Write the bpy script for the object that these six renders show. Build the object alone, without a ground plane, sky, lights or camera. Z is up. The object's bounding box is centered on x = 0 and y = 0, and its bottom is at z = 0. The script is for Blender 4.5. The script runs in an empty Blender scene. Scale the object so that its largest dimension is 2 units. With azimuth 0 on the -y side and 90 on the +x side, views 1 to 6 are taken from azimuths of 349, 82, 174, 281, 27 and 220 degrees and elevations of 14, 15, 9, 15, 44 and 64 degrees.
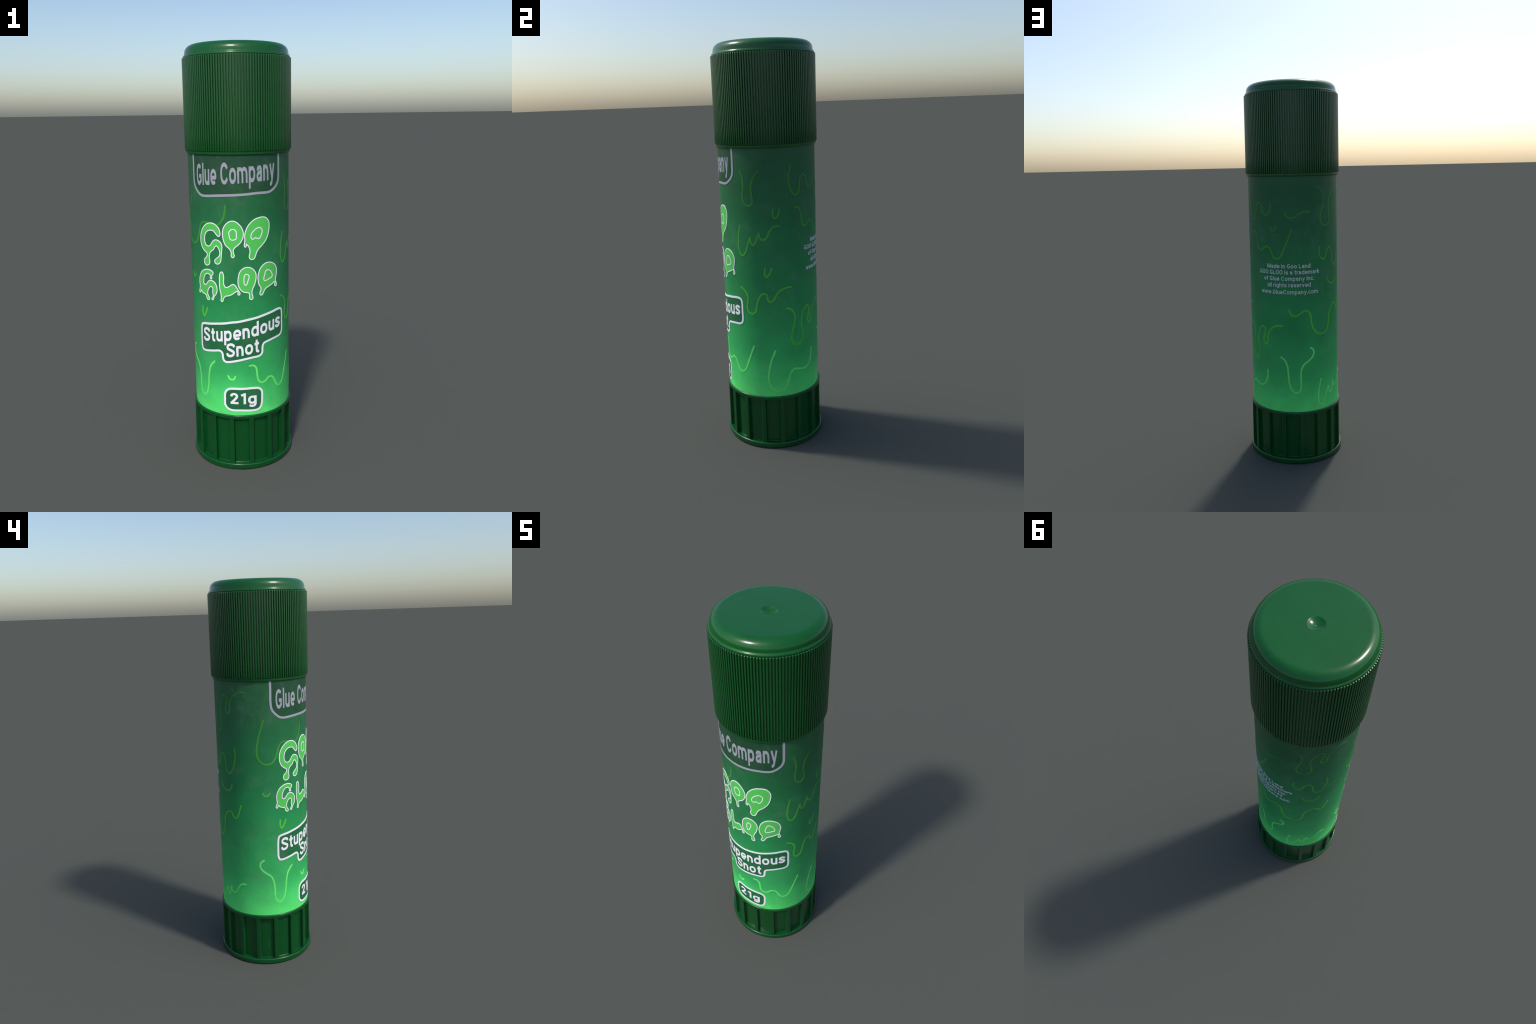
import bpy, bmesh, math
from mathutils import Vector, geometry
from math import pi, sin, cos, radians

RT = 0.2385                      # tube radius
DEG = RT * pi / 180              # arc length of one degree on the label
def tube_r(z):                   # moulding draft: a hair slimmer towards the cap
    return 0.2387 - 0.0011 * (z - 0.27) / 1.26

# ------------------------------------------------------------------ helpers
def new_mat(name):
    m = bpy.data.materials.new(name)
    m.use_nodes = True
    nt = m.node_tree
    return m, nt, nt.nodes['Principled BSDF']

def node(nt, kind, **kw):
    n = nt.nodes.new(kind)
    for k, v in kw.items():
        if k in n.inputs.keys() if hasattr(n, 'inputs') else False:
            n.inputs[k].default_value = v
        else:
            setattr(n, k, v)
    return n

def math_node(nt, op, a, b=None, clamp=False):
    n = nt.nodes.new('ShaderNodeMath'); n.operation = op; n.use_clamp = clamp
    for i, v in enumerate((a, b)):
        if v is None: continue
        if isinstance(v, (int, float)): n.inputs[i].default_value = v
        else: nt.links.new(v, n.inputs[i])
    return n.outputs[0]

def map_range(nt, v, a, b, c, d):
    n = nt.nodes.new('ShaderNodeMapRange')
    nt.links.new(v, n.inputs[0])
    for i, x in enumerate((a, b, c, d)): n.inputs[i + 1].default_value = x
    return n.outputs[0]

def mix_col(nt, fac, a, b):
    n = nt.nodes.new('ShaderNodeMix'); n.data_type = 'RGBA'
    if isinstance(fac, (int, float)): n.inputs['Factor'].default_value = fac
    else: nt.links.new(fac, n.inputs['Factor'])
    for sock, v in ((n.inputs[6], a), (n.inputs[7], b)):
        if isinstance(v, (tuple, list)): sock.default_value = (*v[:3], 1)
        else: nt.links.new(v, sock)
    return n.outputs[2]

def noise(nt, vec, scale, detail=3.0, rough=0.55, dist=0.0):
    n = nt.nodes.new('ShaderNodeTexNoise')
    n.inputs['Scale'].default_value = scale; n.inputs['Detail'].default_value = detail
    n.inputs['Roughness'].default_value = rough; n.inputs['Distortion'].default_value = dist
    if vec is not None: nt.links.new(vec, n.inputs['Vector'])
    return n.outputs['Fac']

def obj_coord(nt, scale=(1, 1, 1), rot=(0, 0, 0)):
    t = nt.nodes.new('ShaderNodeTexCoord')
    m = nt.nodes.new('ShaderNodeMapping')
    m.inputs['Scale'].default_value = scale; m.inputs['Rotation'].default_value = rot
    nt.links.new(t.outputs['Object'], m.inputs['Vector'])
    return m.outputs[0]

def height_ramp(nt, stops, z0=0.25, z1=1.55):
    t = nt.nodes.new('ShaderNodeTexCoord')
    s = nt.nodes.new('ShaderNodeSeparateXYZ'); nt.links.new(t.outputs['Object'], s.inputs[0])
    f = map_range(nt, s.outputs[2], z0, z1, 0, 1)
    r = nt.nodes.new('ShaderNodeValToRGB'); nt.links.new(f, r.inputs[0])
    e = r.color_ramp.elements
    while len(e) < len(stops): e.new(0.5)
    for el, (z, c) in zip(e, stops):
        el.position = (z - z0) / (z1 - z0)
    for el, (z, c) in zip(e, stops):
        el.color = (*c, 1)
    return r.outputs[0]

def scuffs(nt):
    """worn, dusty patches and fine rubbed streaks on the printed sleeve -> 0..1"""
    v = obj_coord(nt)
    big = map_range(nt, noise(nt, v, 3.2, 4, 0.6, 0.6), 0.45, 0.62, 0, 1)
    mid = map_range(nt, noise(nt, v, 17, 7, 0.72, 0.3), 0.44, 0.64, 0, 1)
    a = math_node(nt, 'MULTIPLY', big, mid, True)
    v2 = obj_coord(nt, (1, 1, 0.18), (0.5, 0.25, 0.0))
    st = map_range(nt, noise(nt, v2, 70, 3, 0.6), 0.52, 0.8, 0, 1)
    b = math_node(nt, 'MULTIPLY', st, map_range(nt, noise(nt, v, 5.5, 2), 0.45, 0.65, 0, 0.55), True)
    spk = map_range(nt, noise(nt, v, 150, 1, 0.5), 0.68, 0.78, 0, 0.8)
    c = math_node(nt, 'MULTIPLY', spk, map_range(nt, noise(nt, v, 4.1, 2), 0.45, 0.7, 0, 1), True)
    return math_node(nt, 'ADD', math_node(nt, 'ADD', math_node(nt, 'MULTIPLY', a, 1.0), b), c, True)

DUST = (0.17, 0.25, 0.18)
def printed(name, colour=None, stops=None, wear=0.24):
    m, nt, p = new_mat(name)
    col = height_ramp(nt, stops) if stops else None
    if col is None:
        rgb = nt.nodes.new('ShaderNodeRGB'); rgb.outputs[0].default_value = (*colour, 1); col = rgb.outputs[0]
    if stops:                                   # soft cloudy unevenness of the print
        cl = map_range(nt, noise(nt, obj_coord(nt), 5.0, 5, 0.62, 0.8), 0.35, 0.65, 0.85, 1.05)
        vm = nt.nodes.new('ShaderNodeVectorMath'); vm.operation = 'SCALE'
        nt.links.new(col, vm.inputs[0]); nt.links.new(cl, vm.inputs['Scale']); col = vm.outputs[0]
    s = scuffs(nt)
    col = mix_col(nt, math_node(nt, 'MULTIPLY', s, wear), col, DUST)
    nt.links.new(col, p.inputs['Base Color'])
    nt.links.new(map_range(nt, s, 0, 1, 0.46, 0.6), p.inputs['Roughness'])
    p.inputs['Specular IOR Level'].default_value = 0.34
    g = noise(nt, obj_coord(nt), 420, 2)
    b = nt.nodes.new('ShaderNodeBump'); b.inputs['Strength'].default_value = 0.06; b.inputs['Distance'].default_value = 0.001
    nt.links.new(g, b.inputs['Height']); nt.links.new(b.outputs[0], p.inputs['Normal'])
    return m

def plastic(name, colour, rough, grain=0.03, scratch=0.0):
    m, nt, p = new_mat(name)
    v = obj_coord(nt)
    n = noise(nt, v, 9, 4)
    col = mix_col(nt, map_range(nt, n, 0.3, 0.7, 0, 1), tuple(c * 0.94 for c in colour), tuple(c * 1.06 for c in colour))
    if scratch:
        w = noise(nt, obj_coord(nt, (1, 1, 0.06), (0.9, 0.7, 0.3)), 90, 2)
        k = map_range(nt, w, 0.72, 0.76, 0, scratch)
        col = mix_col(nt, k, col, (0.12, 0.3, 0.16))
    nt.links.new(col, p.inputs['Base Color'])
    nt.links.new(map_range(nt, noise(nt, v, 40, 3), 0.3, 0.7, rough - 0.03, rough + 0.03), p.inputs['Roughness'])
    if not grain: return m
    b = nt.nodes.new('ShaderNodeBump'); b.inputs['Strength'].default_value = grain; b.inputs['Distance'].default_value = 0.001
    nt.links.new(noise(nt, v, 260, 2), b.inputs['Height']); nt.links.new(b.outputs[0], p.inputs['Normal'])
    return m

def make_obj(name, me, parent, mats=()):
    o = bpy.data.objects.new(name, me)
    bpy.context.scene.collection.objects.link(o)
    o.parent = parent
    for m in mats: me.materials.append(m)
    return o

def smooth(me, angle=40):
    me.shade_smooth()
    if angle: me.set_sharp_from_angle(angle=radians(angle))

def catmull(pts, closed, step):
    """dense smooth curve through the guide points (centripetal Catmull-Rom)"""
    P = [Vector(p) for p in pts]
    n = len(P)
    out = []
    for i in range(n if closed else n - 1):
        if closed:
            a, b, c, d = P[i - 1], P[i], P[(i + 1) % n], P[(i + 2) % n]
        else:
            b, c = P[i], P[i + 1]
            a = P[i - 1] if i else b * 2 - c
            d = P[i + 2] if i + 2 < n else c * 2 - b
        t0 = 0.0
        t1 = t0 + max((b - a).length, 1e-6) ** 0.5
        t2 = t1 + max((c - b).length, 1e-6) ** 0.5
        t3 = t2 + max((d - c).length, 1e-6) ** 0.5
        k = max(2, int((c - b).length / step))
        for j in range(k):
            t = t1 + (t2 - t1) * j / k
            A1 = a * ((t1 - t) / (t1 - t0)) + b * ((t - t0) / (t1 - t0))
            A2 = b * ((t2 - t) / (t2 - t1)) + c * ((t - t1) / (t2 - t1))
            A3 = c * ((t3 - t) / (t3 - t2)) + d * ((t - t2) / (t3 - t2))
            B1 = A1 * ((t2 - t) / (t2 - t0)) + A2 * ((t - t0) / (t2 - t0))
            B2 = A2 * ((t3 - t) / (t3 - t1)) + A3 * ((t - t1) / (t3 - t1))
            out.append(B1 * ((t2 - t) / (t2 - t1)) + B2 * ((t - t1) / (t2 - t1)))
    if not closed: out.append(P[-1])
    return out

def flat_pts(guide):
    return [(a * DEG, z) for a, z in guide]

def ribbon_faces(line, width, closed, round_ends=True):
    """a stroke as separate convex pieces: mitred boxes, and round joints at tight turns"""
    n = len(line); h = width / 2
    V = []; F = []
    def piece(pts):
        s = len(V); V.extend(pts); F.append(list(range(s, s + len(pts))))
    def disc(p, k=14):
        piece([p + Vector((cos(q * 2 * pi / k), sin(q * 2 * pi / k))) * h for q in range(k)])
    seg = []
    for i in range(n if closed else n - 1):
        t = line[(i + 1) % n] - line[i]
        seg.append(t.normalized() if t.length > 1e-7 else None)
    def side(i, t):                       # mitred offset at point i for a segment of direction t
        a = seg[i - 1] if (i > 0 or closed) else None
        c = seg[i] if i < len(seg) else None
        nn = Vector((-t.y, t.x))
        if a is None or c is None or a.dot(c) < 0.90: return nn * h, True
        m = Vector((-(a + c).y, (a + c).x)).normalized()
        return m * (h / max(m.dot(nn), 0.5)), False
    for i, t in enumerate(seg):
        if t is None: continue
        p, q = line[i], line[(i + 1) % n]
        (o1, s1), (o2, s2) = side(i, t), side((i + 1) % n, t)
        if ((q + o2) - (p + o1)).dot(t) <= 1e-6 or ((q - o2) - (p - o1)).dot(t) <= 1e-6:
            nn = Vector((-t.y, t.x)) * h; o1 = o2 = nn; s1 = s2 = True
        piece([p - o1, q - o2, q + o2, p + o1])
        if s1 and (closed or i > 0): disc(p)
        if s2 and (closed or i + 1 < n - 1): disc(q)
    if not closed and round_ends:
        disc(line[0]); disc(line[-1])
    return V, F

def union_mesh(V, F):
    """triangles of the union of convex pieces: triangulate everything, keep what lies inside a piece"""
    key = {}; P = []; E = set()
    def idx(p):
        k = (round(p[0], 5), round(p[1], 5))
        if k not in key: key[k] = len(P); P.append(Vector(k))
        return key[k]
    ext = max(max(v[0] for v in V) - min(v[0] for v in V), 1e-6)
    cell = max(ext / 60, max(max(V[a][0] for a in f) - min(V[a][0] for a in f) for f in F) / 3)
    grid = {}
    for f in F:
        ids = [idx(V[a]) for a in f]
        for a, c in zip(ids, ids[1:] + ids[:1]):
            if a != c: E.add((min(a, c), max(a, c)))
        pts = [P[a] for a in ids]
        x0, x1 = min(p.x for p in pts), max(p.x for p in pts)
        y0, y1 = min(p.y for p in pts), max(p.y for p in pts)
        for gx in range(math.floor(x0 / cell), math.floor(x1 / cell) + 1):
            for gy in range(math.floor(y0 / cell), math.floor(y1 / cell) + 1):
                grid.setdefault((gx, gy), []).append(pts)
    r = geometry.delaunay_2d_cdt(P, list(E), [], 0, 1e-7)
    Q = r[0]; keep = []
    for t in r[2]:
        c = (Q[t[0]] + Q[t[1]] + Q[t[2]]) / 3
        for pts in grid.get((math.floor(c.x / cell), math.floor(c.y / cell)), ()):
            if all((q - p).cross(c - p) >= -1e-12 for p, q in zip(pts, pts[1:] + pts[:1])):
                keep.append(list(t)); break
    return [tuple(v) for v in Q], keep

def filled_mesh(contours):
    """area inside the first contour, minus the holes that follow"""
    V = []; E = []
    for c in contours:
        s = len(V); n = len(c)
        V += [Vector(p) for p in c]
        E += [(s + i, s + (i + 1) % n) for i in range(n)]
    r = geometry.delaunay_2d_cdt(V, E, [], 2 if len(contours) == 1 else 4, 1e-6)
    return [tuple(v) for v in r[0]], [list(f) for f in r[2]]

def wrap(name, layers, parent):
    """bend flat artwork round the tube as a film of ink: layers = [(verts, faces, lift, material)]"""
    bm = bmesh.new()
    for idx, (V, F, lift, mat) in enumerate(layers):
        b2 = bmesh.new()
        vs = [b2.verts.new((x, 0, z)) for x, z in V]
        for f in F:
            try: b2.faces.new([vs[i] for i in f])
            except ValueError: pass
        xs = [v[0] for v in V]
        step = 2.5 * DEG
        k = math.floor(min(xs) / step) + 1
        while k * step < max(xs):
            bmesh.ops.bisect_plane(b2, geom=b2.verts[:] + b2.edges[:] + b2.faces[:], dist=1e-7,
                                   plane_co=(k * step, 0, 0), plane_no=(1, 0, 0))
            k += 1
        for f in b2.faces:
            if f.normal.y > 0: f.normal_flip()
        # ink edge: a short wall down into the sleeve
        rim = [e for e in b2.edges if len(e.link_faces) == 1]
        ex = bmesh.ops.extrude_edge_only(b2, edges=rim)
        low = [g for g in ex['geom'] if isinstance(g, bmesh.types.BMVert)]
        lowset = set(low)
        for v in b2.verts:
            th = v.co.x / RT
            r = tube_r(v.co.z) + (-0.0006 if v in lowset else lift)
            v.co = Vector((r * sin(th), -r * cos(th), v.co.z))
        bmesh.ops.recalc_face_normals(b2, faces=b2.faces[:])
        for f in b2.faces:
            f.material_index = idx; f.smooth = True
        b2.normal_update()
        top = [f for f in b2.faces if not any(v in lowset for v in f.verts)]
        if top and sum(f.normal.dot(Vector((f.calc_center_median().x, f.calc_center_median().y, 0))) for f in top) < 0:
            for f in b2.faces: f.normal_flip()
        for e in b2.edges:
            if len(e.link_faces) == 2 and e.calc_face_angle(0) > radians(35): e.smooth = False
        tmp = bpy.data.meshes.new('tmp'); b2.to_mesh(tmp); b2.free()
        bm.from_mesh(tmp); bpy.data.meshes.remove(tmp)
    me = bpy.data.meshes.new(name); bm.to_mesh(me); bm.free()
    return make_obj(name, me, parent, [l[3] for l in layers])

# --- a plain bold grotesque drawn with strokes; capital height 1, stroke 0.2
XH = 0.74
def oval(cx, cy, rx, ry, a0, a1, n=26, p=2.25):
    """arc of a slightly squared oval, angles in degrees, anticlockwise if a1 > a0"""
    out = []
    for i in range(n + 1):
        a = radians(a0 + (a1 - a0) * i / n)
        c, s = cos(a), sin(a)
        out.append((cx + rx * math.copysign(abs(c) ** (2 / p), c), cy + ry * math.copysign(abs(s) ** (2 / p), s)))
    return out
def curve(*pts):
    return [tuple(v) for v in catmull(pts, False, 0.035)]

def glyph(ch):
    """-> (strokes, width)"""
    X = XH; m = X / 2
    bowl = oval(0.36, m, 0.26, m - 0.09, 0, 360)
    arch = lambda x: [(x, 0.30)] + oval(x + 0.18, 0.42, 0.24, X - 0.51, 150, 0, 14) + [(x + 0.42, 0)]
    ess = lambda w, H, k: curve((w * .91, H * .70), (w * .83, H - 0.17 * k), (w * .5, H - 0.09), (w * .2, H - 0.16 * k), (w * .17, H * .685),
                             (w * .36, H * .565), (w * .62, H * .465), (w * .86, H * .33), (w * .80, 0.165 * k), (w * .5, 0.09), (w * .18, 0.165 * k), (w * .09, H * .31))
    G = {
        'l': ([[(0.1, 0), (0.1, 1.03)]], 0.20),
        'i': ([[(0.1, 0), (0.1, X)], [(0.1, 0.86), (0.1, 1.03)]], 0.20),
        '.': ([[(0.1, 0), (0.1, 0.2)]], 0.20),
        'o': ([bowl], 0.72),
        'n': ([[(0.1, 0), (0.1, X)], arch(0.1)[:-1] + [(0.54, 0.42), (0.54, 0)]], 0.64),
        'm': ([[(0.1, 0), (0.1, X)], arch(0.1)[:-1] + [(0.53, 0.42), (0.53, 0)], arch(0.53)[:-1] + [(0.96, 0.42), (0.96, 0)]], 1.06),
        'h': ([[(0.1, 0), (0.1, 1.03)], arch(0.1)[:-1] + [(0.54, 0.42), (0.54, 0)]], 0.64),
        'r': ([[(0.1, 0), (0.1, X)], curve((0.1, 0.34), (0.16, 0.54), (0.28, 0.63), (0.42, 0.635))], 0.42),
        'u': ([[(0.1, X), (0.1, 0.30)] + oval(0.32, 0.30, 0.22, 0.21, 180, 330, 14) + [(0.54, 0.44)], [(0.54, 0), (0.54, X)]], 0.64),
        'p': ([[(0.1, -0.28), (0.1, X)], oval(0.35, m, 0.25, m - 0.09, 0, 360)], 0.70),
        'd': ([[(0.60, 0), (0.60, 1.03)], oval(0.35, m, 0.25, m - 0.09, 0, 360)], 0.70),
        'g': ([[(0.60, X), (0.60, 0.02)] + curve((0.60, 0.0), (0.54, -0.13), (0.36, -0.195), (0.12, -0.12)), oval(0.35, m, 0.25, m - 0.09, 0, 360)], 0.70),
        'e': ([[(0.14, m - 0.035), (0.60, m - 0.035)] + oval(0.36, m, 0.26, m - 0.09, 0, 312, 24)], 0.70),
        'c': ([oval(0.36, m, 0.26, m - 0.09, 38, 322, 24)], 0.66),
        'a': ([curve((0.13, 0.50), (0.18, 0.615), (0.33, 0.65), (0.48, 0.61), (0.53, 0.49)) + [(0.53, 0.0)],
               curve((0.53, 0.425), (0.33, 0.42), (0.16, 0.35), (0.12, 0.22), (0.20, 0.11), (0.34, 0.10), (0.46, 0.16), (0.53, 0.27))], 0.66),
        'y': ([[(0.10, X), (0.36, 0.06)], [(0.60, X), (0.36, 0.0)] + curve((0.355, -0.02), (0.29, -0.15), (0.20, -0.19), (0.09, -0.185))], 0.70),
        'v': ([[(0.10, X), (0.35, 0.04)], [(0.60, X), (0.35, 0.04)]], 0.70),
        'w': ([[(0.09, X), (0.28, 0.04)], [(0.28, 0.04), (0.48, X)], [(0.48, X), (0.68, 0.04)], [(0.68, 0.04), (0.87, X)]], 0.96),
        'k': ([[(0.1, 0), (0.1, 1.03)], [(0.14, 0.30), (0.54, X)], [(0.27, 0.44), (0.56, 0)]], 0.66),
        't': ([[(0.21, 0.93), (0.21, 0.26)] + curve((0.21, 0.25), (0.24, 0.13), (0.33, 0.09), (0.43, 0.10)), [(0.02, X - 0.09), (0.42, X - 0.09)]], 0.44),
        'f': ([[(0.18, 0), (0.18, 0.76)] + curve((0.18, 0.78), (0.21, 0.90), (0.30, 0.945), (0.42, 0.935)), [(0.0, X - 0.09), (0.40, X - 0.09)]], 0.44),
        's': ([ess(0.62, X, 0.88)], 0.62),
        'S': ([ess(0.78, 1.0, 1.0)], 0.78),
        'G': ([oval(0.42, 0.5, 0.31, 0.41, 42, 312, 30) + [(0.70, 0.20), (0.70, 0.43)], [(0.79, 0.43), (0.43, 0.43)]], 0.81),
        'C': ([oval(0.43, 0.5, 0.32, 0.41, 28, 332, 30)], 0.82),
        'O': ([oval(0.43, 0.5, 0.33, 0.41, 0, 360, 36)], 0.86),
        'L': ([[(0.1, 0), (0.1, 1.0)], [(0.1, 0.09), (0.62, 0.09)]], 0.64),
        'M': ([[(0.1, 0), (0.1, 1.0)], [(0.14, 0.94), (0.53, 0.06)], [(0.53, 0.06), (0.92, 0.94)], [(0.96, 0), (0.96, 1.0)]], 1.06),
        '1': ([[(0.36, 0), (0.36, 1.0)], [(0.36, 0.89), (0.08, 0.79)]], 0.50),
        '2': ([curve((0.11, 0.68), (0.17, 0.85), (0.34, 0.91), (0.52, 0.84), (0.56, 0.68), (0.46, 0.50), (0.28, 0.28), (0.10, 0.08)), [(0.04, 0.09), (0.68, 0.09)]], 0.70),
        ' ': ([], 0.22),
    }
    return G[ch]

def place_text(body, az0, az1, z0, z1, cap, stroke=0.19, gap=0.115):
    """set a line so that it runs from az0 to az1 with its baseline going from z0 to z1"""
    V = []; F = []; pen = 0.0
    for ch in body:
        strokes, w = glyph(ch)
        for st in strokes:
            loop = len(st) > 8 and (Vector(st[0]) - Vector(st[-1])).length < 1e-4
            pts = [Vector((x + pen, y)) for x, y in (st[:-1] if loop else st)]
            v, f = ribbon_faces(pts, stroke, loop, False)
            s = len(V); V += v; F += [[i + s for i in q] for q in f]
        pen += w + gap
    pen -= gap
    V, F = union_mesh(V, F)
    W = (az1 - az0) * DEG
    return [(az0 * DEG + x / pen * W, z0 + (z1 - z0) * x / pen + y * cap) for x, y in V], F


def lathe(name, prof, seg, parent, mats, close_top=False, close_bot=False, sharp=40):
    """spin a profile of (radius, height) round z; list it from the bottom up, outside"""
    dense = [prof[0]]
    for (r0, z0), (r1, z1) in zip(prof, prof[1:]):      # holding rows keep long walls flat-shaded to their ends
        d = math.hypot(r1 - r0, z1 - z0)
        if d > 0.006 and r0 > 1e-6 and r1 > 1e-6:
            for f in (0.0008 / d, 1 - 0.0008 / d):
                dense.append((r0 + (r1 - r0) * f, z0 + (z1 - z0) * f))
        dense.append((r1, z1))
    bm = bmesh.new()
    rows = []
    for r, z in dense:
        if r < 1e-6:
            rows.append([bm.verts.new((0, 0, z))])
        else:
            rows.append([bm.verts.new((r * sin(2 * pi * i / seg), -r * cos(2 * pi * i / seg), z)) for i in range(seg)])
    for a, b in zip(rows, rows[1:]):
        for i in range(seg):
            j = (i + 1) % seg
            if len(a) == 1: bm.faces.new([a[0], b[j], b[i]])
            elif len(b) == 1: bm.faces.new([a[i], a[j], b[0]])
            else: bm.faces.new([a[i], a[j], b[j], b[i]])
    me = bpy.data.meshes.new(name); bm.to_mesh(me); bm.free()
    smooth(me, sharp)
    return make_obj(name, me, parent, mats)

def rib_mesh(name, section, stations, rref):
    """bar along z: section(s, z) -> list of (side offset, radius); stations = heights"""
    bm = bmesh.new(); rows = []
    for st in stations:
        rows.append([bm.verts.new((r * sin(y / rref), -r * cos(y / rref), st)) for y, r in section(st)])
    n = len(rows[0])
    for a, b in zip(rows, rows[1:]):
        for i in range(n - 1):
            bm.faces.new([a[i], a[i + 1], b[i + 1], b[i]])
    bm.faces.new(list(reversed(rows[0]))); bm.faces.new(rows[-1])
    bmesh.ops.recalc_face_normals(bm, faces=bm.faces[:])
    me = bpy.data.meshes.new(name); bm.to_mesh(me); bm.free()
    smooth(me, 50)
    return me

# ------------------------------------------------------------------ materials
GREEN = (0.010, 0.135, 0.030)
cap_mat = plastic('cap_green_plastic', (0.003, 0.090, 0.014), 0.22, 0.0)
rib_mat = plastic('cap_rib_green_plastic', (0.004, 0.074, 0.014), 0.30, 0.0)
rib_mat.node_tree.nodes['Principled BSDF'].inputs['Specular IOR Level'].default_value = 0.65
knob_mat = plastic('knob_green_plastic', (0.002, 0.068, 0.013), 0.24, 0.0, 0.25)
label_mat = printed('label_green_fade', stops=[
    (0.285, (0.125, 0.88, 0.195)), (0.36, (0.085, 0.74, 0.172)), (0.50, (0.043, 0.48, 0.125)),
    (0.72, (0.026, 0.33, 0.092)), (1.00, (0.019, 0.225, 0.070)), (1.28, (0.016, 0.150, 0.051)),
    (1.42, (0.019, 0.128, 0.045)), (1.53, (0.021, 0.114, 0.042))])
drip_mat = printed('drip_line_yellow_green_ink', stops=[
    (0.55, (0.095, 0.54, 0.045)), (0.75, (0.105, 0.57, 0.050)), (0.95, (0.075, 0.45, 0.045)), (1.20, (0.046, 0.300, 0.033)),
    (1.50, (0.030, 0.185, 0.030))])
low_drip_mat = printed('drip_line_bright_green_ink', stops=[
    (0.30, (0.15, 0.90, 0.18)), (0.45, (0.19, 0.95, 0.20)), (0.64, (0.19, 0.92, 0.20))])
letter_mat = printed('slime_letter_ink', (0.098, 0.60, 0.104), wear=0.18)
white_mat = printed('white_ink', (0.93, 0.92, 0.96), wear=0.06)
legal_mat = printed('legal_lettering_grey', (0.64, 0.67, 0.67), wear=0.06)
shade_dimmed_white_mat = printed('white_ink_dimmed_by_cap_shade', (0.36, 0.37, 0.42), wear=0.06)  # white print with the soft shade below the cap baked into its colour
panel_mat = printed('dark_panel_ink', (0.016, 0.145, 0.051))
bracket_fill_mat = printed('bracket_green_with_baked_shade', stops=[(1.34, (0.014, 0.080, 0.033)), (1.53, (0.014, 0.066, 0.031))], wear=0.12)  # label green darkened upward, painting in the shading under the cap

# ------------------------------------------------------------------ the glue stick
root = bpy.data.objects.new('glue_stick', None)
bpy.context.scene.collection.objects.link(root)
root['label'] = 'green glue stick with ribbed cap and slime label'
root['category'] = 'glue stick'

# --- tube with its printed sleeve
tube = lathe('tube', [(0.0, 0.276), (0.20, 0.276), (0.2375, 0.2765)] +
             [(tube_r(z), z) for z in [0.277 + (1.534 - 0.277) * i / 24 for i in range(25)]] +
             [(0.236, 1.537), (0.20, 1.538), (0.0, 1.538)], 256, root, [label_mat])

# --- cap: collar, core, shoulder ring and domed top with a moulding dimple
cap_prof = [(0.2365, 1.5290), (0.2374, 1.5250), (0.2390, 1.5242), (0.2420, 1.5242), (0.2436, 1.5252), (0.2444, 1.5270),
            (0.2446, 1.5300), (0.2446, 1.5366), (0.2424, 1.5367), (0.2424, 1.5380)]
cap_prof += [(0.2414, 1.9418)]
cap_prof += [(0.2415, 1.9432), (0.2419, 1.9438), (0.2427, 1.9440), (0.2432, 1.9442), (0.2434, 1.9458), (0.2432, 1.9485), (0.2424, 1.9508), (0.2409, 1.9522), (0.2393, 1.9530),
             (0.2380, 1.9543), (0.2371, 1.9566), (0.2367, 1.9595)]
DA, DB, DZ = 0.042, 0.038, 1.962
for i in range(0, 17):
    t = (pi / 2) * i / 16
    cap_prof.append((0.2365 - DA + DA * cos(t), DZ + DB * sin(t)))
cap_prof += [(0.17, 2.0), (0.12, 2.0), (0.07, 2.0), (0.045, 2.0), (0.0365, 2.0), (0.0350, 1.9999), (0.0338, 1.9996),
             (0.0328, 1.9991), (0.0318, 1.9985), (0.0308, 1.9978)]
PIT = 1.9978 - 0.0308 ** 2 / 0.104                     # parabolic moulding pit with a small gate mark in the middle
cap_prof += [(r, PIT + r * r / 0.104) for r in (0.029, 0.026, 0.022, 0.018, 0.014, 0.010, 0.007, 0.0045)]
cap_prof += [(0.0030, PIT - 0.0001), (0.0016, PIT - 0.0009), (0.0006, PIT - 0.0013), (0.0, PIT - 0.0013)]
cap = lathe('cap', cap_prof, 256, root, [cap_mat], sharp=60)

N_RIBS = 128
RIB_W, RIB_Z0, RIB_Z1 = 0.0043, 1.5374, 1.9425
def cap_rib_section(z):
    t = (z - RIB_Z0) / (RIB_Z1 - RIB_Z0)
    core = 0.2424 - 0.0010 * t
    e0 = min(1.0, (z - RIB_Z0) / 0.0040); e1 = min(1.0, (RIB_Z1 - z) / 0.0028)
    f = math.sqrt(max(0.0, 1 - (1 - e0) ** 2)) * math.sqrt(max(0.0, 1 - (1 - e1) ** 2))
    h = 0.0070 * max(f, 0.02)
    pts = [(-RIB_W, core - 0.0010)]
    for i in range(17):
        s = -1 + 2 * i / 16
        s = math.copysign(abs(s) ** 0.6, s)
        pts.append((RIB_W * s, core + h * (1 - abs(s) ** 4.5) ** (1 / 2.4)))
    pts.append((RIB_W, core - 0.0010))
    return pts
sts = [RIB_Z0 + d for d in (0.0, 0.0004, 0.001, 0.002, 0.003, 0.004)]
sts += [RIB_Z0 + 0.004 + (RIB_Z1 - RIB_Z0 - 0.010) * i / 6 for i in range(1, 7)]
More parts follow.
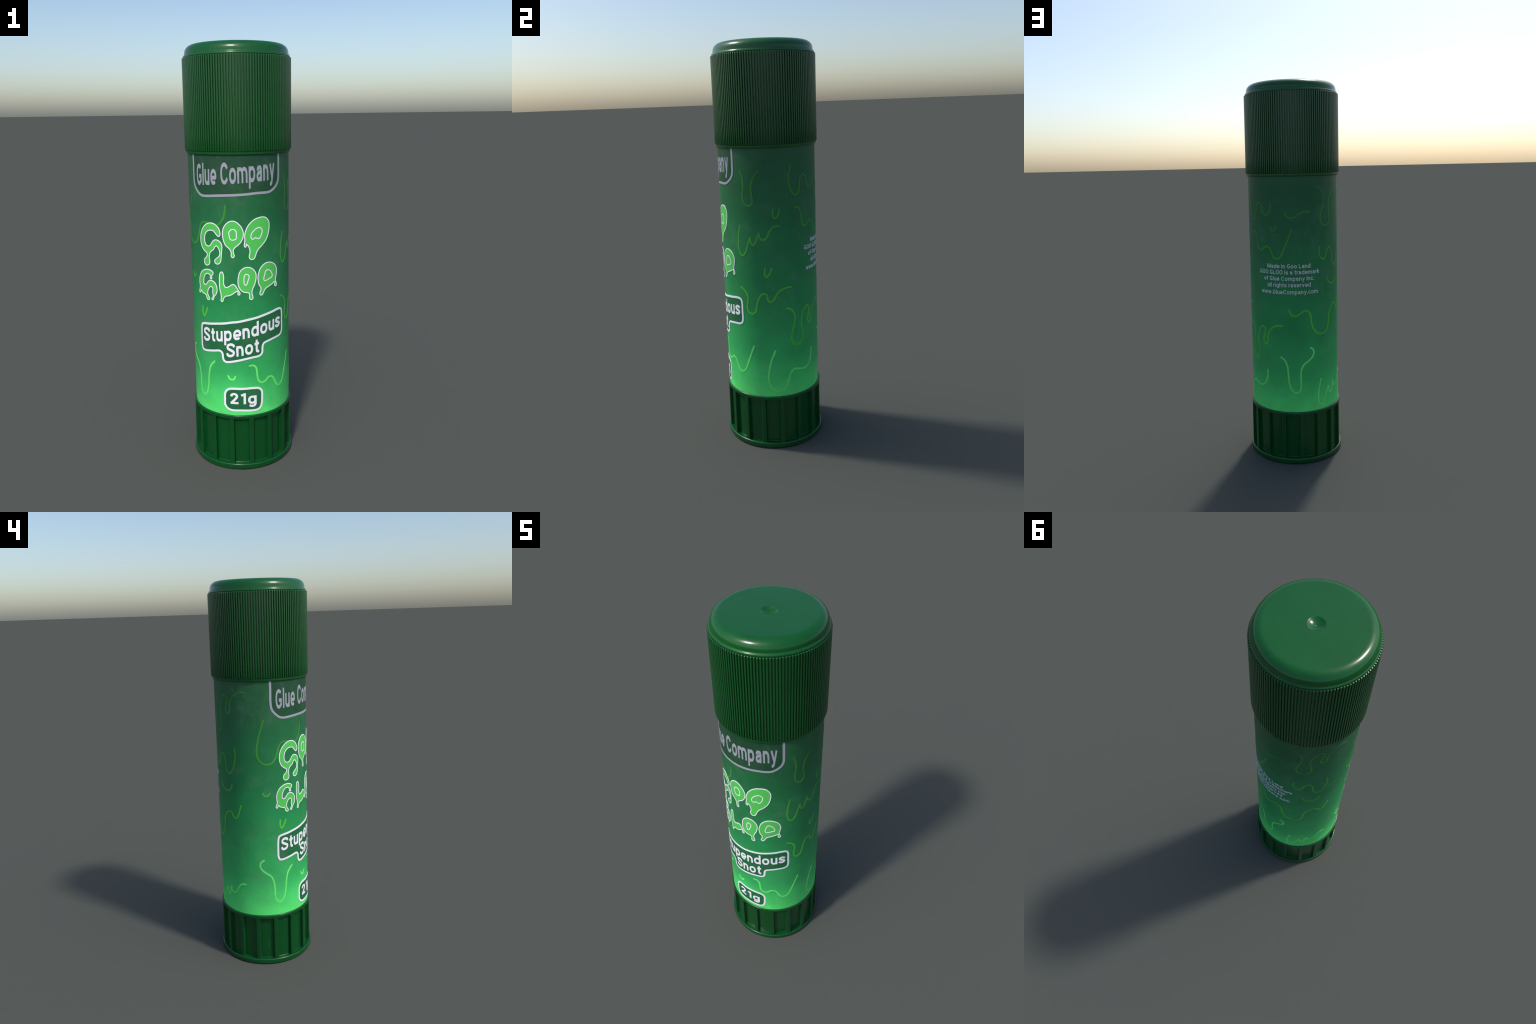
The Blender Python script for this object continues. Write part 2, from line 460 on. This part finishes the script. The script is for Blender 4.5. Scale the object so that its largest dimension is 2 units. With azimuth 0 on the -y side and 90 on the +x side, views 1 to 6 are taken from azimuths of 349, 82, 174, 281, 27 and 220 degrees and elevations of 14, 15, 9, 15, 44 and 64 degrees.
sts += [RIB_Z1 - d for d in (0.0045, 0.0028, 0.0018, 0.0009, 0.0003, 0.0)]
rib_me = rib_mesh('cap_rib', cap_rib_section, sts, 0.246)
rib_me.materials.append(rib_mat)
for i in range(N_RIBS):
    o = make_obj('cap_rib', rib_me, cap)
    o.rotation_euler = (0, 0, 2 * pi * (i + 0.5) / N_RIBS)

# --- turning knob at the foot: flange, recessed wall, top ring, sixteen ribs
knob_prof = [(0.0, 0.004), (0.218, 0.004), (0.226, 0.0025), (0.231, 0.0), (0.2490, 0.0), (0.2515, 0.0008), (0.2532, 0.0028), (0.2540, 0.0060),
             (0.2541, 0.0130), (0.2539, 0.0200), (0.2534, 0.0240), (0.2525, 0.0261), (0.2511, 0.0273), (0.2490, 0.0279),
             (0.2318, 0.0286), (0.2310, 0.0290), (0.2306, 0.0298), (0.2305, 0.0310),
             (0.2302, 0.2664), (0.2303, 0.2674), (0.2308, 0.2679), (0.2445, 0.2680), (0.2459, 0.2683), (0.2465, 0.2691), (0.2465, 0.2795), (0.2462, 0.2820), (0.2452, 0.2842), (0.2436, 0.2853),
             (0.2412, 0.2857), (0.2396, 0.2853), (0.2388, 0.2840), (0.2380, 0.2780)]
knob = lathe('turning_knob', knob_prof, 256, root, [knob_mat], sharp=60)

KW, KZ0, KZ1 = 0.0116, 0.0268, 0.2735
def knob_rib_section(z):
    t = (z - KZ0) / (KZ1 - KZ0)
    top = 0.2477 - 0.0012 * t
    def flare(d, R=0.0045):
        return R - math.sqrt(max(0.0, R * R - (R - min(d, R)) ** 2))
    w = KW + 0.0006 * (1 - t) + flare(max(0.0, 0.2679 - z)) + 0.7 * flare(max(0.0, z - 0.0282), 0.002)
    half = [(w + 0.0014, 0.2295), (w + 0.0009, 0.2304), (w + 0.0003, 0.2310), (w + 0.0001, 0.2320), (w + 0.0001, 0.2330), (w - 0.0002, 0.2440),
            (w - 0.0003, top - 0.0020), (w - 0.0009, top - 0.0008), (w - 0.0020, top - 0.0001), (w * 0.5, top)]
    return [(-y, r) for y, r in half] + [(0, top)] + [(y, r) for y, r in reversed(half)]
sts = [KZ0, 0.0285, 0.0290, 0.0297, 0.0305, 0.0315, 0.0335, 0.05, 0.10, 0.15, 0.20, 0.25, 0.2625, 0.2634, 0.2644, 0.2655, 0.2665, 0.2672, 0.2677, 0.2681, KZ1]
kr_me = rib_mesh('knob_rib', knob_rib_section, sts, 0.2465)
kr_me.materials.append(knob_mat)
for i in range(16):
    o = make_obj('knob_rib', kr_me, knob)
    o.rotation_euler = (0, 0, 2 * pi * i / 16)

# ------------------------------------------------------------------ printed artwork
DRIP_W, RING_W, FRAME_W = 0.0090, 0.0042, 0.0100
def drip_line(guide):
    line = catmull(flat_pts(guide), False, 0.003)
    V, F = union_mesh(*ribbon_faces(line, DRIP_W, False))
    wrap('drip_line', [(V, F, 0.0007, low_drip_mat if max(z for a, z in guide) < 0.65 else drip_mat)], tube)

letter_count = 0
def slime_letter(*contours):
    global letter_count
    dense = [catmull(flat_pts(c), True, 0.0025) for c in contours]
    fv, ff = filled_mesh(dense)
    RV, RF = [], []
    for d in dense:
        v, f = ribbon_faces(d, RING_W, True)
        s = len(RV); RV += v; RF += [[i + s for i in q] for q in f]
    rv, rf = union_mesh(RV, RF)
    wrap('slime_letter', [(fv, ff, 0.0011, letter_mat), (rv, rf, 0.0015 + 0.00006 * letter_count, white_mat)], tube)
    letter_count += 1

# guide points: (degrees round the tube from the front, height in metres)
drip_line([(-76.8, 1.333), (-80.2, 1.29), (-83.7, 1.237), (-85.6, 1.187), (-85.2, 1.156), (-81.3, 1.126),
    (-74.6, 1.112), (-67.6, 1.119), (-62.1, 1.151), (-59.5, 1.189), (-56.4, 1.214), (-51.2, 1.223), (-45.6,
    1.22), (-34.2, 1.215), (-28.8, 1.235), (-26.1, 1.261), (-24.9, 1.303)])
drip_line([(-58.6, 0.814), (-58.9, 0.787), (-56.7, 0.769), (-53.5, 0.786), (-51, 0.812)])
drip_line([(-79.5, 0.963), (-77.9, 0.951), (-75.3, 0.947), (-72.8, 0.951), (-71.3, 0.962)])
drip_line([(-80.6, 0.599), (-84.6, 0.584), (-85.2, 0.564), (-82.9, 0.545), (-77.7, 0.526), (-72, 0.508), (-68.8,
    0.478), (-67.5, 0.443), (-67.2, 0.398), (-65.4, 0.368), (-62.4, 0.357), (-58.1, 0.363), (-54.8, 0.384),
    (-52.7, 0.426), (-51.3, 0.482), (-48.5, 0.523), (-42.9, 0.551)])
drip_line([(-25.8, 0.487), (-24.2, 0.474), (-21.5, 0.469), (-18.8, 0.474), (-17.8, 0.485)])
drip_line([(-1, 0.539), (3.8, 0.539), (6.7, 0.524), (7.8, 0.489), (9, 0.462), (13.1, 0.446), (18, 0.45), (22,
    0.465), (22.7, 0.466), (27.9, 0.461), (32, 0.429), (35.8, 0.407), (40.5, 0.404), (45, 0.42), (49.6, 0.464),
    (58, 0.554)])
drip_line([(49.2, 1.424), (52.2, 1.388), (52.6, 1.346), (51.2, 1.308), (52, 1.279), (55.2, 1.263), (58.5,
    1.258), (61.9, 1.266), (63.3, 1.28), (62.4, 1.314), (62.2, 1.347), (64.2, 1.38), (67.5, 1.405), (71.2,
    1.421)])
drip_line([(46.1, 1.162), (43.3, 1.109), (42.8, 1.056), (44.8, 1.026), (47.9, 1.017), (51.7, 1.029), (55.1,
    1.065), (59, 1.105), (59.6, 1.084), (62.4, 1.072), (65.3, 1.085), (67.6, 1.111), (69.3, 1.128), (70.4,
    1.109), (73.7, 1.097), (78.3, 1.108), (81.6, 1.136), (85.3, 1.155), (89.4, 1.162), (93, 1.161)])
drip_line([(86.8, 1.243), (86, 1.216), (88.1, 1.199), (91.3, 1.208), (94.1, 1.241)])
drip_line([(75.3, 0.958), (74.4, 0.932), (76.7, 0.915), (79.3, 0.925), (82.7, 0.957)])
drip_line([(108.4, 1.441), (105.9, 1.405), (105.6, 1.368), (107.6, 1.33), (110.9, 1.308), (114.3, 1.302),
    (118.4, 1.313), (120.3, 1.346), (121.6, 1.379), (126.1, 1.395), (130.9, 1.375), (132.6, 1.344), (137.4,
    1.329), (142.1, 1.341), (144.5, 1.369), (144.7, 1.39)])
drip_line([(113.5, 1.244), (117.9, 1.239), (121.1, 1.214), (122.3, 1.178), (124.3, 1.155), (128.8, 1.146),
    (133.7, 1.162), (138.6, 1.169), (142.6, 1.156), (145.2, 1.133), (148.3, 1.112), (152.4, 1.106), (156.9,
    1.119), (161, 1.155), (166, 1.202), (171.3, 1.257)])
drip_line([(144.4, 1.269), (145.9, 1.254), (148.6, 1.252), (151.8, 1.268)])
drip_line([(163, 1.342), (165.1, 1.326), (169.7, 1.314), (174.8, 1.318), (179.5, 1.331), (185.2, 1.344), (189.1,
    1.346), (194, 1.342)])
drip_line([(-156.1, 1.471), (-150.4, 1.456), (-146.6, 1.424), (-146.3, 1.393), (-148.9, 1.35), (-151.5, 1.312),
    (-149.8, 1.284), (-144.7, 1.271), (-138.2, 1.278), (-134.9, 1.307), (-136.4, 1.347), (-137, 1.395), (-134.6,
    1.424), (-127.6, 1.457), (-123.7, 1.443), (-123.2, 1.428), (-126.3, 1.389), (-125.5, 1.37), (-122.9, 1.366),
    (-119.9, 1.376), (-119, 1.415), (-115.7, 1.442), (-109.9, 1.464), (-103.7, 1.472), (-98.4, 1.472)])
drip_line([(-152.8, 1.163), (-153.5, 1.131), (-151, 1.104), (-147.2, 1.096), (-143.2, 1.107), (-140.9, 1.138),
    (-136.2, 1.155), (-131.7, 1.139), (-130.2, 1.103), (-129.6, 1.076), (-124.8, 1.055), (-118.6, 1.075),
    (-115.1, 1.117), (-114, 1.153), (-115, 1.19)])
drip_line([(-141.5, 0.997), (-137.8, 0.971), (-129.2, 0.96), (-122.5, 0.976), (-120.5, 0.994)])
drip_line([(166.4, 0.841), (168, 0.821), (170.9, 0.809), (174.6, 0.807), (179.4, 0.816), (184.3, 0.83), (188.7,
    0.834), (192.2, 0.82), (194, 0.795), (194.6, 0.766), (196.6, 0.741), (201.4, 0.713), (207.8, 0.701), (214.2,
    0.704), (219.2, 0.725), (221.3, 0.756), (222.3, 0.794), (226.8, 0.833), (232.8, 0.85), (237.7, 0.844), (240,
    0.825), (243.4, 0.818), (246.9, 0.834), (250.1, 0.866), (252, 0.891)])
drip_line([(43.6, 0.856), (48.7, 0.843), (52.1, 0.82), (52.8, 0.798), (51.4, 0.76), (52.9, 0.733), (57.5,
    0.725), (61.6, 0.735), (63.6, 0.761), (65.5, 0.794), (69, 0.822), (73.3, 0.831), (76.4, 0.824), (76.9,
    0.804), (78.7, 0.79), (81.3, 0.789), (83.9, 0.798), (87.3, 0.822), (92.1, 0.843), (98.7, 0.855), (105.5,
    0.856)])
drip_line([(99.6, 0.75), (104.7, 0.742), (108.7, 0.716), (109.7, 0.687), (107.6, 0.651), (104.9, 0.607), (104.8,
    0.583), (107, 0.562), (110.7, 0.552), (115.9, 0.553), (120.3, 0.577), (120.8, 0.609), (118.7, 0.659),
    (119.5, 0.69), (122.5, 0.722), (127.8, 0.74), (132.1, 0.73), (132.2, 0.709), (129.7, 0.677), (130.2, 0.655),
    (133.5, 0.648), (136.4, 0.662), (136.7, 0.691), (139.6, 0.722), (145.5, 0.744), (150.9, 0.752), (157.5,
    0.754)])
drip_line([(84, 0.533), (79.3, 0.486), (76.2, 0.433), (74.6, 0.389), (76.1, 0.349), (80.7, 0.325), (86.1,
    0.313), (91.6, 0.318), (96.8, 0.342), (99.9, 0.374), (102.4, 0.407), (107.3, 0.423), (117.2, 0.414), (124.2,
    0.412), (131.1, 0.432), (134.7, 0.466), (135.6, 0.505)])
drip_line([(155, 0.586), (160.1, 0.567), (163.4, 0.528), (164.2, 0.486), (165.4, 0.44), (168.7, 0.407), (173.9,
    0.392), (178.3, 0.4), (180.1, 0.427), (179.9, 0.473), (180.7, 0.515), (183.8, 0.543), (190.3, 0.564),
    (195.6, 0.584), (197.2, 0.606), (196.2, 0.623), (193.1, 0.633)])
drip_line([(-152.4, 0.454), (-154.9, 0.414), (-156.5, 0.364), (-155.8, 0.329), (-152.2, 0.311), (-148.4, 0.317),
    (-144.8, 0.357), (-139.5, 0.4), (-137.7, 0.367), (-134.7, 0.365), (-132.5, 0.385), (-129.4, 0.421), (-128.2,
    0.396), (-123.7, 0.391), (-118.7, 0.407), (-115.2, 0.435), (-110.9, 0.452), (-105.2, 0.454)])

# dripping g
outer = [(-33.1, 1.162), (-31.4, 1.17), (-31.4, 1.182), (-32.9, 1.199), (-35.5, 1.211), (-38.9, 1.219), (-43.5,
    1.221), (-48.7, 1.214), (-53.3, 1.198), (-56.4, 1.178), (-58, 1.156), (-58.2, 1.135), (-57.5, 1.118),
    (-55.5, 1.101), (-52.5, 1.089), (-49.4, 1.081), (-48.4, 1.072), (-49.8, 1.06), (-52.4, 1.05), (-53.2,
    1.039), (-52.6, 1.029), (-51.2, 1.023), (-48.6, 1.022), (-46.2, 1.028), (-45.2, 1.04), (-45.6, 1.052),
    (-45.7, 1.066), (-45, 1.078), (-43, 1.09), (-39.9, 1.099), (-38.2, 1.111), (-36.2, 1.118), (-34.2, 1.112),
    (-32.8, 1.101), (-32, 1.088), (-32.4, 1.076), (-34.2, 1.066), (-37, 1.057), (-38.6, 1.048), (-38, 1.038),
    (-35.4, 1.033), (-32.8, 1.038), (-31.2, 1.049), (-30.6, 1.066), (-30.2, 1.085), (-29.7, 1.102), (-29.5,
    1.117), (-30.3, 1.13), (-32.5, 1.14), (-35.2, 1.145), (-37.7, 1.145), (-40.2, 1.139), (-42.2, 1.127),
    (-44.2, 1.117), (-46.5, 1.113), (-49.5, 1.116), (-51.3, 1.126), (-51.9, 1.142), (-51.3, 1.16), (-49.6,
    1.174), (-46.7, 1.184), (-42.9, 1.188), (-39.6, 1.186), (-37.3, 1.178), (-35.4, 1.168)]
slime_letter(outer)
# dripping o
outer = [(-16.9, 1.234), (-13.9, 1.231), (-10.5, 1.22), (-7.8, 1.206), (-6, 1.188), (-5.6, 1.172), (-6.7,
    1.153), (-9, 1.136), (-11.8, 1.124), (-14.9, 1.114), (-16.5, 1.105), (-16.9, 1.093), (-16.3, 1.083), (-15.8,
    1.074), (-16.5, 1.069), (-17.6, 1.067), (-18.8, 1.07), (-19.2, 1.076), (-19.1, 1.089), (-20.1, 1.101),
    (-21.9, 1.111), (-24.6, 1.12), (-26.5, 1.133), (-27.8, 1.151), (-28.4, 1.17), (-28.3, 1.184), (-27.3,
    1.202), (-25, 1.217), (-21.8, 1.229), (-19.3, 1.233)]
hole = [(-17.1, 1.197), (-15.1, 1.195), (-13.5, 1.188), (-13.2, 1.177), (-13.2, 1.161), (-13.7, 1.153), (-15.6,
    1.149), (-18.2, 1.148), (-20.1, 1.153), (-20.8, 1.162), (-21.2, 1.174), (-21.5, 1.181), (-20.3, 1.189),
    (-18.8, 1.195)]
slime_letter(outer, hole)
# dripping o
outer = [(17.4, 1.247), (20.2, 1.243), (22.8, 1.232), (24.3, 1.218), (24.5, 1.203), (23.9, 1.183), (22.7,
    1.164), (20.8, 1.146), (17.9, 1.13), (14.3, 1.115), (10.9, 1.102), (8.6, 1.087), (7.4, 1.072), (5.9, 1.06),
    (3.9, 1.056), (2, 1.057), (0.6, 1.064), (0.4, 1.074), (1.2, 1.087), (1.1, 1.102), (0.1, 1.115), (-1.6,
    1.125), (-2.8, 1.128), (-2.5, 1.122), (-3.1, 1.116), (-3.9, 1.115), (-4.8, 1.119), (-4.7, 1.13), (-4.2,
    1.146), (-4.3, 1.163), (-3.7, 1.18), (-2.1, 1.199), (0.4, 1.216), (4, 1.231), (8, 1.241), (12.4, 1.246)]
hole = [(12.4, 1.201), (14.5, 1.196), (15.5, 1.187), (15.2, 1.175), (13.9, 1.162), (12.1, 1.152), (10.6, 1.15),
    (9.1, 1.153), (7.7, 1.156), (6.4, 1.153), (4.8, 1.149), (3.2, 1.153), (2.5, 1.162), (3.3, 1.175), (5.3,
    1.186), (7.8, 1.195), (10.4, 1.2)]
slime_letter(outer, hole)
# dripping g
outer = [(-50.2, 1.001), (-46, 1.001), (-42.7, 0.996), (-41.3, 0.989), (-41.5, 0.982), (-43.3, 0.975), (-43.4,
    0.968), (-43, 0.962), (-44, 0.959), (-45.1, 0.961), (-45.2, 0.967), (-45.1, 0.974), (-46.4, 0.98), (-49.4,
    0.982), (-52.2, 0.976), (-54.2, 0.963), (-55.4, 0.946), (-55.4, 0.932), (-54.1, 0.926), (-52.3, 0.926),
    (-50.2, 0.934), (-48.1, 0.945), (-45.5, 0.951), (-42.5, 0.95), (-39.5, 0.943), (-37.6, 0.932), (-36.6,
    0.915), (-37, 0.898), (-38.3, 0.887), (-40.5, 0.877), (-41.1, 0.868), (-41.9, 0.861), (-42.9, 0.858),
    (-43.9, 0.862), (-43.4, 0.868), (-41.8, 0.875), (-42.1, 0.885), (-42.5, 0.897), (-42.1, 0.912), (-43.1,
    0.92), (-44.7, 0.922), (-47, 0.915), (-49.1, 0.9), (-49.7, 0.885), (-48.8, 0.874), (-47.3, 0.865), (-47.1,
    0.859), (-48.4, 0.855), (-50.2, 0.857), (-51.4, 0.867), (-52.3, 0.877), (-55.7, 0.881), (-58.8, 0.886),
    (-60.4, 0.894), (-61.2, 0.887), (-62.4, 0.88), (-63.8, 0.884), (-63, 0.896), (-62.1, 0.911), (-62.7, 0.927),
    (-62.6, 0.946), (-61.3, 0.965), (-58.3, 0.984), (-54.6, 0.995)]
slime_letter(outer)
# dripping l
outer = [(-30.8, 0.998), (-29.4, 0.994), (-28.5, 0.982), (-28.3, 0.967), (-28.6, 0.952), (-28.1, 0.936), (-26.4,
    0.926), (-24.6, 0.926), (-22, 0.932), (-19.5, 0.939), (-17.4, 0.941), (-15.3, 0.935), (-13.6, 0.923),
    (-11.6, 0.909), (-10.4, 0.9), (-10.7, 0.893), (-11.8, 0.891), (-12.8, 0.894), (-12.6, 0.901), (-12.8,
    0.907), (-14.2, 0.908), (-15.8, 0.904), (-18.7, 0.895), (-22.3, 0.887), (-26, 0.884), (-28.2, 0.877),
    (-29.3, 0.868), (-29.9, 0.859), (-31, 0.856), (-32.1, 0.861), (-31.7, 0.873), (-31.9, 0.891), (-33, 0.911),
    (-33.4, 0.932), (-33.4, 0.953), (-33.3, 0.975), (-32.6, 0.99)]
slime_letter(outer)
# dripping o
outer = [(-0.7, 1.02), (2.5, 1.016), (5.3, 1.006), (7.3, 0.992), (7.8, 0.975), (7.2, 0.956), (5.9, 0.937), (4,
    0.921), (2.9, 0.906), (3, 0.892), (3.8, 0.88), (3.6, 0.87), (2, 0.867), (0.4, 0.87), (0.1, 0.879), (0.2,
    0.892), (-1.1, 0.9), (-3.6, 0.902), (-6.7, 0.905), (-9.5, 0.915), (-11.5, 0.93), (-12.4, 0.948), (-12,
    0.972), (-10.7, 0.995), (-8.2, 1.01), (-4.5, 1.019)]
hole = [(-2.4, 0.988), (-0.8, 0.984), (-0.1, 0.975), (-0.9, 0.963), (-2, 0.95), (-3.1, 0.938), (-4.2, 0.937),
    (-5.4, 0.941), (-5.8, 0.952), (-5.8, 0.969), (-5.2, 0.981), (-4, 0.987)]
slime_letter(outer, hole)
# dripping o
outer = [(25.2, 1.033), (29.3, 1.027), (32.8, 1.015), (34.8, 0.998), (35.1, 0.98), (34.3, 0.963), (33.4, 0.949),
    (33.7, 0.935), (35, 0.922), (34.4, 0.914), (33.1, 0.913), (32, 0.917), (32.4, 0.927), (32.9, 0.935), (31.6,
    0.936), (28.7, 0.929), (24.5, 0.921), (20.6, 0.915), (17.7, 0.905), (16.2, 0.892), (14.8, 0.884), (13.3,
    0.883), (12.1, 0.888), (12.3, 0.897), (13.3, 0.907), (13.2, 0.92), (11.1, 0.934), (10.2, 0.952), (10, 0.97),
    (10.9, 0.989), (12.8, 1.009), (16.4, 1.025), (20.5, 1.033)]
hole = [(22.7, 0.999), (25.6, 0.992), (27.6, 0.98), (28.4, 0.969), (27.6, 0.961), (24.2, 0.956), (20.3, 0.95),
    (18.2, 0.949), (17, 0.955), (17.2, 0.966), (18.1, 0.978), (19.1, 0.992), (20.6, 0.998)]
slime_letter(outer, hole)

def panel(name, guide, fill, frame, width):
    dense = catmull(flat_pts(guide), True, 0.003)
    fv, ff = filled_mesh([dense])
    rv, rf = union_mesh(*ribbon_faces(dense, width, True))
    return wrap(name, [(fv, ff, 0.0010, fill), (rv, rf, 0.0015, frame)], tube)
FLAVOUR_PANEL = [(-61.4, 0.714), (-60.5, 0.724), (-57.9, 0.73), (-49.5, 0.736), (-38.6, 0.744), (-29, 0.75), (-20.1, 0.757),
    (-13.8, 0.76), (-1, 0.77), (7.9, 0.776), (17.3, 0.784), (27.8, 0.791), (35.8, 0.796), (40.7, 0.795), (43,
    0.789), (44.1, 0.775), (44.2, 0.732), (44.2, 0.687), (42.9, 0.671), (39.5, 0.662), (33.6, 0.659), (26.4,
    0.655), (19, 0.649), (16.5, 0.645), (14.9, 0.634), (14.4, 0.619), (14.1, 0.601), (12.4, 0.589), (9.6,
    0.584), (2.8, 0.581), (-6, 0.575), (-14.7, 0.567), (-28.4, 0.559), (-30.7, 0.567), (-31.6, 0.582), (-31.8,
    0.595), (-32.8, 0.605), (-35.2, 0.611), (-45, 0.604), (-56.1, 0.596), (-59.9, 0.598), (-61.7, 0.612),
    (-62.1, 0.645), (-62, 0.684)]
panel('flavour_panel', FLAVOUR_PANEL, panel_mat, white_mat, FRAME_W)
WEIGHT_PANEL = [(-30.3, 0.37), (-30.2, 0.392), (-28.5, 0.41), (-24.5, 0.421), (-10, 0.423), (4.4, 0.423), (9.9, 0.418), (13,
    0.403), (13.4, 0.372), (12.8, 0.337), (10.7, 0.317), (7.1, 0.309), (-11.5, 0.311), (-23.1, 0.312), (-27.6,
    0.321), (-30.2, 0.339)]
panel('weight_panel', WEIGHT_PANEL, panel_mat, white_mat, FRAME_W)

BRACKET = [(-67.7, 1.525), (-67.6, 1.471), (-67.7, 1.428), (-67.1, 1.399), (-65.7, 1.382), (-61.7, 1.362), (-56.2,
    1.346), (-50.7, 1.342), (-45.2, 1.343), (-31.6, 1.347), (-13.7, 1.35), (-3.6, 1.352), (10.4, 1.356), (24,
    1.357), (28.4, 1.363), (33.2, 1.376), (36.9, 1.393), (38.5, 1.411), (38.8, 1.431), (38.9, 1.468), (38.8,
    1.525)]
br = catmull(flat_pts(BRACKET), False, 0.003)
bf = filled_mesh([br])
rv, rf = union_mesh(*ribbon_faces(br, 0.0112, False, False))
wrap('maker_bracket', [(bf[0], bf[1], 0.0010, bracket_fill_mat), (rv, rf, 0.0015, shade_dimmed_white_mat)], tube)

def line_of_text(name, *args, mat=white_mat, lift=0.0016, **kw):
    V, F = place_text(*args, **kw)
    wrap(name, [(V, F, lift, mat)], tube)
line_of_text('maker_lettering', 'Glue Company', -61.6, 32.4, 1.387, 1.412, 0.0955, mat=shade_dimmed_white_mat, stroke=0.18)
line_of_text('flavour_lettering', 'Stupendous', -58.2, 40.4, 0.642, 0.708, 0.0700, stroke=0.182)
line_of_text('flavour_lettering', 'Snot', -27.4, 10.4, 0.581, 0.604, 0.0700, stroke=0.182, lift=0.00165)
line_of_text('weight_lettering', '21g', -24.4, 6.6, 0.3445, 0.3425, 0.057)
for body, a0, a1, z in (('Made in Goo Land', 138.2, 194.2, 1.0577), ('GOO GLOO is a trademark', 126.0, 206.4, 1.0262),
                        ('of Glue Company inc.', 133.0, 199.0, 0.9929), ('all rights reserved', 138.0, 194.2, 0.9592),
                        ('www.GlueCompany.com', 128.3, 204.0, 0.9225)):
    line_of_text('legal_lettering', body, a0, a1, z, z, 0.0225, mat=legal_mat, stroke=0.165)
